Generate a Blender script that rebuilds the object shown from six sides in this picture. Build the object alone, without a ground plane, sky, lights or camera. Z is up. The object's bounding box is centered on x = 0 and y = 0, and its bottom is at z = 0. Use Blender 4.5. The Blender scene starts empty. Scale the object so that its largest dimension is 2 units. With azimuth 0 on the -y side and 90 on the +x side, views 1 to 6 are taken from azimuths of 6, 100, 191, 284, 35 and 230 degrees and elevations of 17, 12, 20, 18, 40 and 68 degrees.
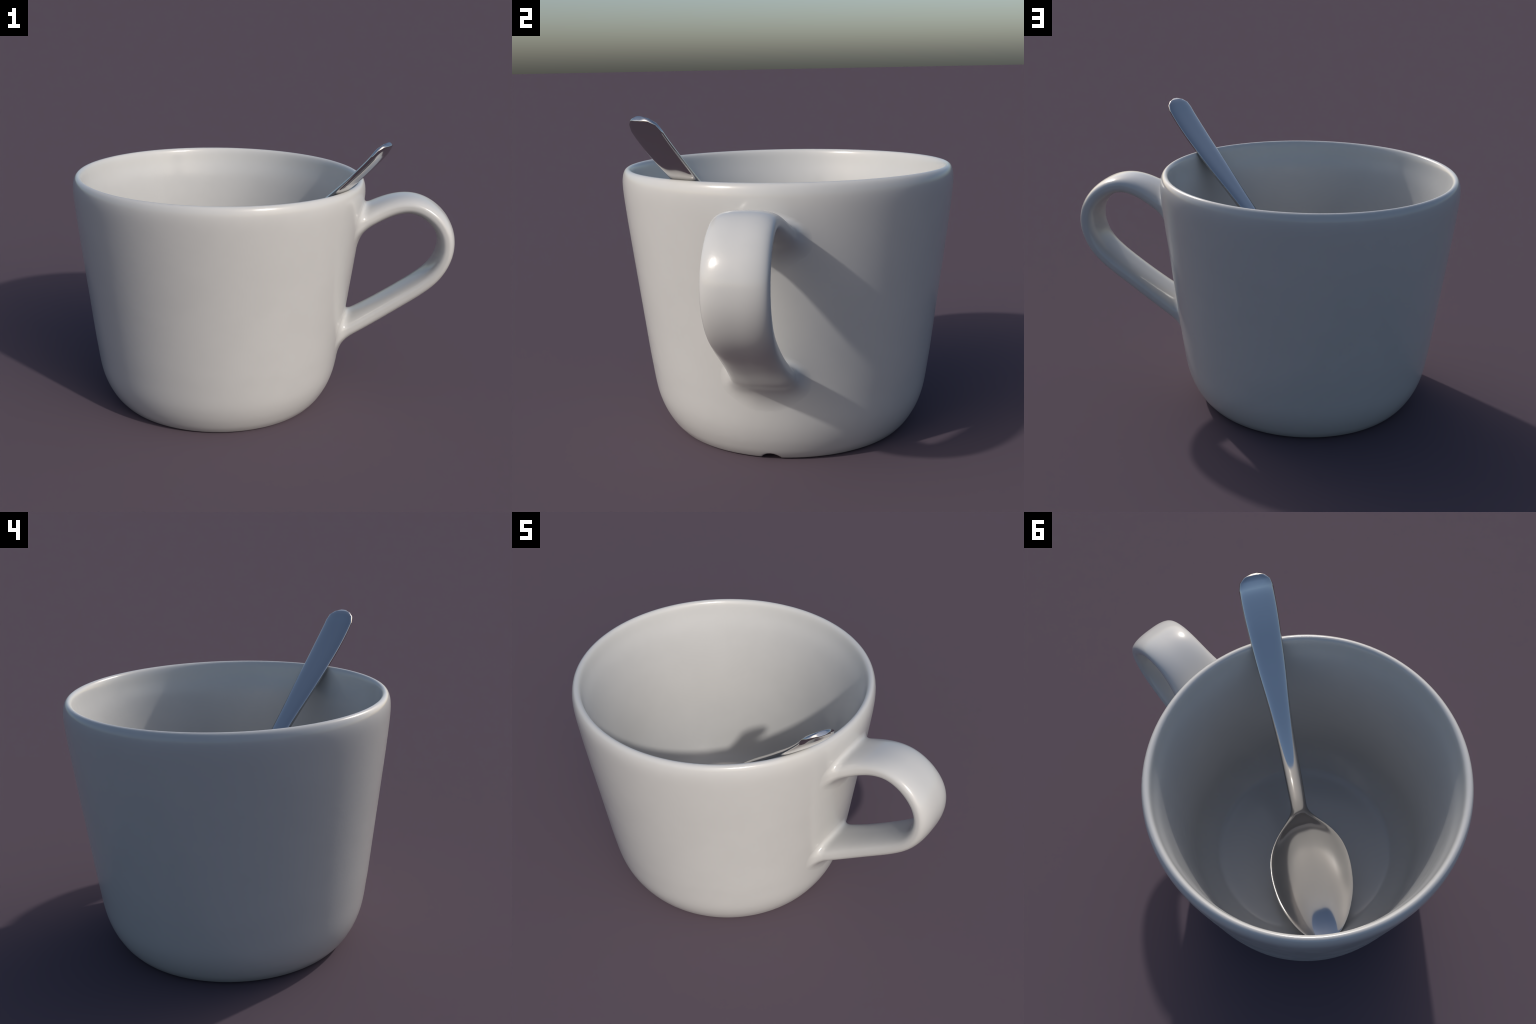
"""White glazed mug with a loop handle and a steel teaspoon standing in it."""
import bpy, math
import numpy as np

# ------------------------------------------------------------------ helpers
def spline(pts, n, closed_param=None):
    """Natural cubic spline through control points, n samples by chord length."""
    P = np.asarray(pts, float)
    t = np.r_[0, np.cumsum(np.sqrt(np.linalg.norm(np.diff(P, axis=0), axis=1)))]
    m = len(t); h = np.diff(t)
    A = np.zeros((m, m)); B = np.zeros((m, P.shape[1])); A[0, 0] = A[-1, -1] = 1
    for i in range(1, m - 1):
        A[i, i - 1], A[i, i], A[i, i + 1] = h[i - 1], 2 * (h[i - 1] + h[i]), h[i]
        B[i] = 6 * ((P[i + 1] - P[i]) / h[i] - (P[i] - P[i - 1]) / h[i - 1])
    M = np.linalg.solve(A, B)
    x = np.linspace(0, t[-1], n); k = np.clip(np.searchsorted(t, x) - 1, 0, m - 2)
    hk = h[k][:, None]; a = (t[k + 1] - x)[:, None]; b = (x - t[k])[:, None]
    return (M[k] * a**3 / (6 * hk) + M[k + 1] * b**3 / (6 * hk)
            + (P[k] / hk - M[k] * hk / 6) * a + (P[k + 1] / hk - M[k + 1] * hk / 6) * b)

def resample(P, n):
    s = np.r_[0, np.cumsum(np.linalg.norm(np.diff(P, axis=0), axis=1))]
    x = np.linspace(0, s[-1], n)
    return np.stack([np.interp(x, s, P[:, i]) for i in range(P.shape[1])], 1)

def unit(v):
    return v / np.maximum(np.linalg.norm(v, axis=-1, keepdims=True), 1e-12)

def grid_faces(rows, cols):
    """Quads of a tube: rows of vertices, columns closed."""
    i, j = np.meshgrid(np.arange(rows - 1), np.arange(cols), indexing="ij")
    a = i * cols + j; b = i * cols + (j + 1) % cols
    return np.stack([a, b, b + cols, a + cols], -1).reshape(-1, 4).tolist()

def make_mesh(name, verts, faces, material, normals=None):
    me = bpy.data.meshes.new(name)
    me.from_pydata([tuple(v) for v in verts], [], faces)
    me.validate(); me.update()
    me.polygons.foreach_set("use_smooth", [True] * len(me.polygons))
    if normals is not None:
        me.normals_split_custom_set_from_vertices([tuple(n) for n in normals])
    me.materials.append(material)
    ob = bpy.data.objects.new(name, me)
    bpy.context.scene.collection.objects.link(ob)
    return ob

def vertex_normals(verts, faces):
    V = np.asarray(verts, float); N = np.zeros_like(V)
    for f in faces:
        p = V[list(f)]; c = np.zeros(3)
        for i in range(len(f)):
            c += np.cross(p[i], p[(i + 1) % len(f)])
        for i in f:
            N[i] += c
    return unit(N)

def empty(name, loc, label, category):
    e = bpy.data.objects.new(name, None); e.location = loc
    bpy.context.scene.collection.objects.link(e)
    e["label"] = label; e["category"] = category
    return e

def adopt(parent, child):
    child.parent = parent
    child.matrix_parent_inverse.identity()
    child.location = [-c for c in parent.location]

# ---------------------------------------------------------------- materials
def glazed_ceramic():
    m = bpy.data.materials.new("white_glaze"); m.use_nodes = True
    nt = m.node_tree; bs = nt.nodes["Principled BSDF"]
    tc = nt.nodes.new("ShaderNodeTexCoord")
    big = nt.nodes.new("ShaderNodeTexNoise"); big.inputs["Scale"].default_value = 5.0
    big.inputs["Detail"].default_value = 6.0; big.inputs["Roughness"].default_value = .65
    nt.links.new(tc.outputs["Object"], big.inputs["Vector"])
    ramp = nt.nodes.new("ShaderNodeValToRGB")
    ramp.color_ramp.elements[0].position = .40; ramp.color_ramp.elements[0].color = CERAMIC_LO
    ramp.color_ramp.elements[1].position = .60; ramp.color_ramp.elements[1].color = CERAMIC_HI
    nt.links.new(big.outputs["Fac"], ramp.inputs["Fac"])
    nt.links.new(ramp.outputs["Color"], bs.inputs["Base Color"])
    rr = nt.nodes.new("ShaderNodeMapRange")
    rr.inputs["From Min"].default_value = .45; rr.inputs["From Max"].default_value = .62
    rr.inputs["To Min"].default_value = GLAZE_ROUGH; rr.inputs["To Max"].default_value = GLAZE_ROUGH + .04
    nt.links.new(big.outputs["Fac"], rr.inputs["Value"])
    nt.links.new(rr.outputs["Result"], bs.inputs["Roughness"])
    bs.inputs["IOR"].default_value = 1.5
    # faint matt patches where the glaze is finely pitted
    fine = nt.nodes.new("ShaderNodeTexNoise"); fine.inputs["Scale"].default_value = 110.0
    fine.inputs["Detail"].default_value = 3.0
    patch = nt.nodes.new("ShaderNodeTexNoise"); patch.inputs["Scale"].default_value = 2.6
    patch.inputs["Detail"].default_value = 8.0; patch.inputs["Roughness"].default_value = .6
    for n in (fine, patch):
        nt.links.new(tc.outputs["Object"], n.inputs["Vector"])
    mask = nt.nodes.new("ShaderNodeMapRange")
    mask.inputs["From Min"].default_value = .56; mask.inputs["From Max"].default_value = .60
    nt.links.new(patch.outputs["Fac"], mask.inputs["Value"])
    pit = nt.nodes.new("ShaderNodeMath"); pit.operation = "MULTIPLY"
    nt.links.new(fine.outputs["Fac"], pit.inputs[0]); nt.links.new(mask.outputs["Result"], pit.inputs[1])
    bump = nt.nodes.new("ShaderNodeBump"); bump.inputs["Strength"].default_value = .03
    bump.inputs["Distance"].default_value = .01
    nt.links.new(pit.outputs["Value"], bump.inputs["Height"])
    nt.links.new(bump.outputs["Normal"], bs.inputs["Normal"])
    return m

def polished_steel():
    m = bpy.data.materials.new("polished_steel"); m.use_nodes = True
    nt = m.node_tree; bs = nt.nodes["Principled BSDF"]
    bs.inputs["Metallic"].default_value = 1.0
    tc = nt.nodes.new("ShaderNodeTexCoord")
    no = nt.nodes.new("ShaderNodeTexNoise"); no.inputs["Scale"].default_value = 14.0
    no.inputs["Detail"].default_value = 4.0
    nt.links.new(tc.outputs["Object"], no.inputs["Vector"])
    rr = nt.nodes.new("ShaderNodeMapRange")
    rr.inputs["To Min"].default_value = STEEL_ROUGH - .02; rr.inputs["To Max"].default_value = STEEL_ROUGH + .03
    nt.links.new(no.outputs["Fac"], rr.inputs["Value"])
    nt.links.new(rr.outputs["Result"], bs.inputs["Roughness"])
    bs.inputs["Base Color"].default_value = STEEL
    return m

CERAMIC_LO = (.462, .461, .454, 1); CERAMIC_HI = (.470, .469, .462, 1)
GLAZE_ROUGH = .17
STEEL = (.525, .515, .51, 1); STEEL_ROUGH = .09

# ---------------------------------------------------------------------- mug
AXIS_X = -.2375                       # the mug's turning axis, y = 0
OUTER = [(.538, 0), (.5475, .0025), (.5565, .0095), (.5672, .0210), (.5825, .040), (.5995, .067),
         (.6170, .101), (.6322, .140), (.6435, .180), (.6528, .230), (.6607, .285), (.6698, .35),
         (.6881, .50), (.7125, .70), (.7369, .90), (.7485, 1.0), (.7565, 1.075), (.7610, 1.125),
         (.7625, 1.160), (.7610, 1.187), (.7560, 1.209), (.7470, 1.2240), (.7360, 1.2290)]
INNER = [(.7360, 1.2290), (.7260, 1.2245), (.7190, 1.212), (.7140, 1.190), (.7070, 1.150),
         (.6945, 1.09), (.6820, 1.0), (.6515, .735), (.6180, .455), (.6020, .335), (.5925, .280),
         (.5780, .232), (.5560, .193), (.5300, .164), (.5020, .1405)]
FLOOR = [(.5020, .1405), (.4930, .1335), (.483, .1280), (.470, .1238), (.455, .1216), (.435, .1207), (.30, .1200), (.0, .1195)]
FOOT = [(0, .022), (.25, .022), (.43, .021), (.468, .0185), (.487, .011), (.498, .0035), (.508, 0), (.538, 0)]

outer_curve = resample(spline(OUTER, 4000), 200)
def body_radius(z):
    return np.interp(z, outer_curve[:, 1], outer_curve[:, 0])
def body_normal(P):
    z = P[..., 2]; slope = (body_radius(z + .004) - body_radius(z - .004)) / .008
    ang = np.arctan2(P[..., 1], P[..., 0] - AXIS_X)
    return unit(np.stack([np.cos(ang), np.sin(ang), -slope], -1))

NOTCH_HALF, NOTCH_HEIGHT = .045, .033     # drain notch in the foot ring, under the handle
def build_body(mat):
    inner = np.vstack([resample(spline(INNER, 4000), 150)[:-1], resample(spline(FLOOR[:-1], 800), 40), [FLOOR[-1]]])
    foot = np.array(FOOT)
    foot = np.vstack([resample(foot[:3], 12)[:-1], resample(foot[2:], 40)])
    prof = np.vstack([foot[:-1], outer_curve, inner[1:]])
    prof = prof[1:-1]                     # poles are single vertices
    seg = 480; ang = np.arange(seg) * 2 * np.pi / seg
    V = np.empty((len(prof), seg, 3))
    V[..., 0] = AXIS_X + prof[:, 0:1] * np.cos(ang)
    V[..., 1] = prof[:, 0:1] * np.sin(ang)
    V[..., 2] = prof[:, 1:2]
    # drain notch: lift the foot ring where it faces the handle
    x = (V[..., 1] / NOTCH_HALF)
    arch = NOTCH_HEIGHT * np.clip(1 - x**2, 0, 1)**.8
    low = (V[..., 0] > AXIS_X + .3) & (np.abs(x) < 1)
    n_out = len(foot) + 60
    low[n_out:] = False
    V[..., 2] = np.where(low & (V[..., 2] < arch), arch, V[..., 2])
    verts = V.reshape(-1, 3).tolist(); rows = len(prof)
    faces = [f[::-1] for f in grid_faces(rows, seg)]
    faces = [tuple(reversed(f)) for f in faces]
    b0 = len(verts); verts.append((AXIS_X, 0, FOOT[0][1]))
    b1 = len(verts); verts.append((AXIS_X, 0, FLOOR[-1][1]))
    last = (rows - 1) * seg
    for j in range(seg):
        k = (j + 1) % seg
        faces.append((b0, k, j))
        faces.append((b1, last + j, last + k))
    return make_mesh("body", verts, faces, mat)

# handle: a flat strap swept along a loop in the y = 0 plane
HANDLE_PATH = [(.32, .890), (.42, .960), (.52, 1.025), (.60, 1.070), (.69, 1.105), (.775, 1.1105), (.85, 1.082),
               (.913, 1.026), (.950, .952), (.952, .860), (.916, .771), (.850, .697),
               (.72, .599), (.58, .503), (.46, .427), (.32, .341)]
HALF_THICK = [.050, .050, .050, .0495, .047, .045, .0450, .045, .0440, .043, .043, .0455, .047, .049, .050, .050]
HALF_WIDTH = [.174, .170, .155, .136, .125, .1225, .123, .1245, .1255, .1255, .1245, .123, .1215, .1265, .139, .150]
STRAP_POWER = 2.6
FILLET = {"upper": (.055, .066, .110), "lower": (.110, .066, .062)}   # outer side, flank, inner side

def build_handle(mat):
    K, NS = 112, 1600
    ctrl = np.column_stack([HANDLE_PATH, HALF_THICK, HALF_WIDTH])
    C = resample(spline(ctrl, 4000), NS)
    T = unit(np.gradient(C[:, :2], axis=0)); Nrm = np.stack([-T[:, 1], T[:, 0]], 1)   # outward side
    phi = np.arange(K) * 2 * np.pi / K
    e = 2 / STRAP_POWER
    cx = np.sign(np.cos(phi)) * np.abs(np.cos(phi))**e
    sy = np.sign(np.sin(phi)) * np.abs(np.sin(phi))**e
    G = np.empty((NS, K, 3))
    G[..., 0] = C[:, 0:1] + Nrm[:, 0:1] * C[:, 2:3] * cx
    G[..., 2] = C[:, 1:2] + Nrm[:, 1:2] * C[:, 2:3] * cx
    G[..., 1] = C[:, 3:4] * sy
    outside = np.hypot(G[..., 0] - AXIS_X, G[..., 1]) - body_radius(G[..., 2])
    ds = np.linalg.norm(np.diff(C[:, :2], axis=0), axis=1).mean()
    NB, NM = 14, 150
    cols = np.zeros((K, NM + 2 * NB, 3)); ends = np.zeros((K, 2, 3))
    mid = NS // 2
    def blend(c, side):
        o, f, i = FILLET[side]
        w = abs(c)**1.5
        return (o if c > 0 else i) * w + f * (1 - w)
    hits = {}
    for j in range(K):
        first = mid - np.argmax(outside[mid::-1, j] < 0)
        last = mid + np.argmax(outside[mid:, j] < 0)
        hits[j] = (first, last)
    centre = {}
    for side, q in (("upper", 0), ("lower", 1)):
        centre[side] = np.mean([G[hits[j][q], j] for j in range(K)], axis=0)
    for j in range(K):
        tube = []
        for side, q in (("upper", 0), ("lower", 1)):
            r = blend(np.cos(phi[j]), side)
            k = hits[j][q]; X = G[k, j]
            kg = k + int(r / ds) if q == 0 else k - int(r / ds)
            nb = body_normal(X); d = X - centre[side]
            d = unit(d - nb * (d @ nb))
            F = X + d * r
            a = math.atan2(F[1], F[0] - AXIS_X); R = body_radius(F[2]) - .00015
            F = np.array([AXIS_X + R * math.cos(a), R * math.sin(a), F[2]])
            t = np.linspace(0, 1, NB + 1)[:-1, None]
            bez = (1 - t)**2 * F + 2 * t * (1 - t) * X + t**2 * G[kg, j]
            tube.append((kg, bez)); ends[j, q] = F
        k0, k1 = tube[0][0], tube[1][0]
        idx = np.linspace(k0, k1, NM)
        i0 = np.floor(idx).astype(int).clip(0, NS - 2); fr = (idx - i0)[:, None]
        body = G[i0, j] * (1 - fr) + G[i0 + 1, j] * fr
        cols[j] = np.vstack([tube[0][1], body, tube[1][1][::-1]])
    rows = cols.shape[1]
    V = cols.transpose(1, 0, 2).reshape(-1, 3)
    faces = [tuple(reversed(f)) for f in grid_faces(rows, K)]
    N = vertex_normals(V, faces)
    ctr = V.mean(0)
    # orient outwards
    if np.mean(np.sum(N[rows // 2 * K:(rows // 2 + 1) * K] *
                      (V[rows // 2 * K:(rows // 2 + 1) * K] - V[rows // 2 * K:(rows // 2 + 1) * K].mean(0)), 1)) < 0:
        faces = [tuple(reversed(f)) for f in faces]; N = -N
    for s in (slice(0, K), slice((rows - 1) * K, rows * K)):
        N[s] = body_normal(V[s])
    return make_mesh("handle", V, faces, mat, N)

# -------------------------------------------------------------------- spoon
SPOON_ORIGIN = np.array([.577, -.415, 0.]); _h = np.array([-.884, .4675, 0.])
RUN = _h / np.linalg.norm(_h); ACROSS = np.array([RUN[1], -RUN[0], 0.]); ACROSS = -ACROSS
# side profile of the spoon: run along the floor plan, height
SPOON_PATH = [(-.040, 1.488), (-.018, 1.4665), (.0, 1.441), (.03, 1.404), (.10, 1.330), (.20, 1.234), (.51, .949),
              (.70, .767), (.785, .674), (.831, .608), (.863, .543), (.908, .483), (.997, .412),
              (1.146, .314), (1.302, .222), (1.464, .147)]
# distance from the handle's end : half width, thickness, bowl depth
STATIONS = [(0, .020, .018, 0), (.0125, .050, .024, 0), (.034, .0725, .028, 0), (.067, .0825, .029, 0),
            (.20, .0825, .030, 0), (.34, .0765, .031, 0), (.48, .069, .032, 0), (.62, .058, .034, 0),
            (.76, .0495, .038, 0), (.92, .0440, .041, 0), (1.09, .043, .044, 0), (1.206, .042, .044, .000),
            (1.250, .0445, .042, .001), (1.289, .055, .036, .004), (1.325, .076, .032, .012), (1.361, .103, .028, .025),
            (1.400, .135, .026, .041), (1.448, .168, .024, .059), (1.500, .194, .023, .073),
            (1.556, .210, .022, .083), (1.628, .218, .022, .089), (1.702, .216, .022, .089),
            (1.780, .205, .022, .084), (1.861, .178, .021, .071), (1.946, .133, .019, .048),
            (2.000, .087, .016, .025), (2.027, .053, .014, .011), (2.0385, .029, .012, .004)]

def build_spoon(mat):
    path = resample(spline(SPOON_PATH, 4000), 3000)
    arc = np.r_[0, np.cumsum(np.linalg.norm(np.diff(path, axis=0), axis=1))]
    St = np.array(STATIONS); St[:, 0] *= arc[-1] / 2.0435
    d = np.r_[St[0, 0], np.linspace(St[1, 0], St[3, 0], 3), np.linspace(St[3, 0], St[-1, 0], 220)[1:], arc[-1]]
    # facetted handle end, smooth elsewhere
    body = spline(np.column_stack([St[3:]]), 3000)
    def station(x):
        if x <= St[3, 0]:
            return [np.interp(x, St[:4, 0], St[:4, i]) for i in (1, 2, 3)]
        return [np.interp(x, body[:, 0], body[:, i]) for i in (1, 2, 3)]
    d[1:4] = St[1:4, 0]
    K = 72; phi = np.arange(K) * 2 * np.pi / K
    rows = []
    for x in d:
        w, th, dep = station(x)
        if x >= arc[-1] - 1e-6:
            w, th, dep = .012, .007, 0.
        c = np.array([np.interp(x, arc, path[:, 0]), np.interp(x, arc, path[:, 1])])
        c2 = np.array([np.interp(x + .01, arc, path[:, 0]), np.interp(x + .01, arc, path[:, 1])])
        c1 = np.array([np.interp(x - .01, arc, path[:, 0]), np.interp(x - .01, arc, path[:, 1])])
        t = unit(c2 - c1); nrm = np.array([-t[1], t[0]])          # up-facing side
        if nrm[1] < 0: nrm = -nrm
        neck = np.clip((x - .75) / .3, 0, 1)
        e = 2 / (2.9 - .6 * neck)
        u = np.sign(np.cos(phi)) * np.abs(np.cos(phi))**(e if dep < .003 else .9)
        v = np.sign(np.sin(phi)) * np.abs(np.sin(phi))**e
        off = th / 2 * v - dep * (1 - np.abs(u)**2.5)**1.2        # hollow with a flared rim
        base = SPOON_ORIGIN + RUN * c[0]; base[2] = c[1]
        n3 = RUN * nrm[0]; n3 = n3 + np.array([0, 0, nrm[1]])
        rows.append(base + ACROSS * (w * u)[:, None] + n3 * off[:, None])
    V = np.array(rows).reshape(-1, 3); R = len(rows)
    faces = grid_faces(R, K)
    faces.append(tuple(range(K))[::-1]); faces.append(tuple(range((R - 1) * K, R * K)))
    N = vertex_normals(V, faces)
    mid = slice(60 * K, 61 * K)
    if np.mean(np.sum(N[mid] * (V[mid] - V[mid].mean(0)), 1)) < 0:
        faces = [tuple(reversed(f)) for f in faces]; N = -N
    # one surface, split at the neck into handle and bowl
    cut = int(np.argmin(np.abs(d - St[13, 0])))
    parts = []
    for name, keep in (("handle", lambda f: max(f) <= (cut + 1) * K - 1), ("bowl", lambda f: min(f) >= cut * K)):
        fs = [f for f in faces if keep(f)]
        used = sorted({i for f in fs for i in f}); m = {o: n for n, o in enumerate(used)}
        parts.append(make_mesh(name, V[used], [tuple(m[i] for i in f) for f in fs], mat, N[used]))
    return parts

# -------------------------------------------------------------------- build
glaze = glazed_ceramic(); steel = polished_steel()
mug = empty("mug", (AXIS_X, 0, 0), "white glazed ceramic mug with tapered sides and loop handle", "mug")
for part in (build_body(glaze), build_handle(glaze)):
    adopt(mug, part)
spoon = empty("teaspoon", tuple(SPOON_ORIGIN + RUN * 1.448), "polished steel teaspoon leaning inside the mug", "spoon")
for part in build_spoon(steel):
    adopt(spoon, part)
bpy.context.view_layer.update()
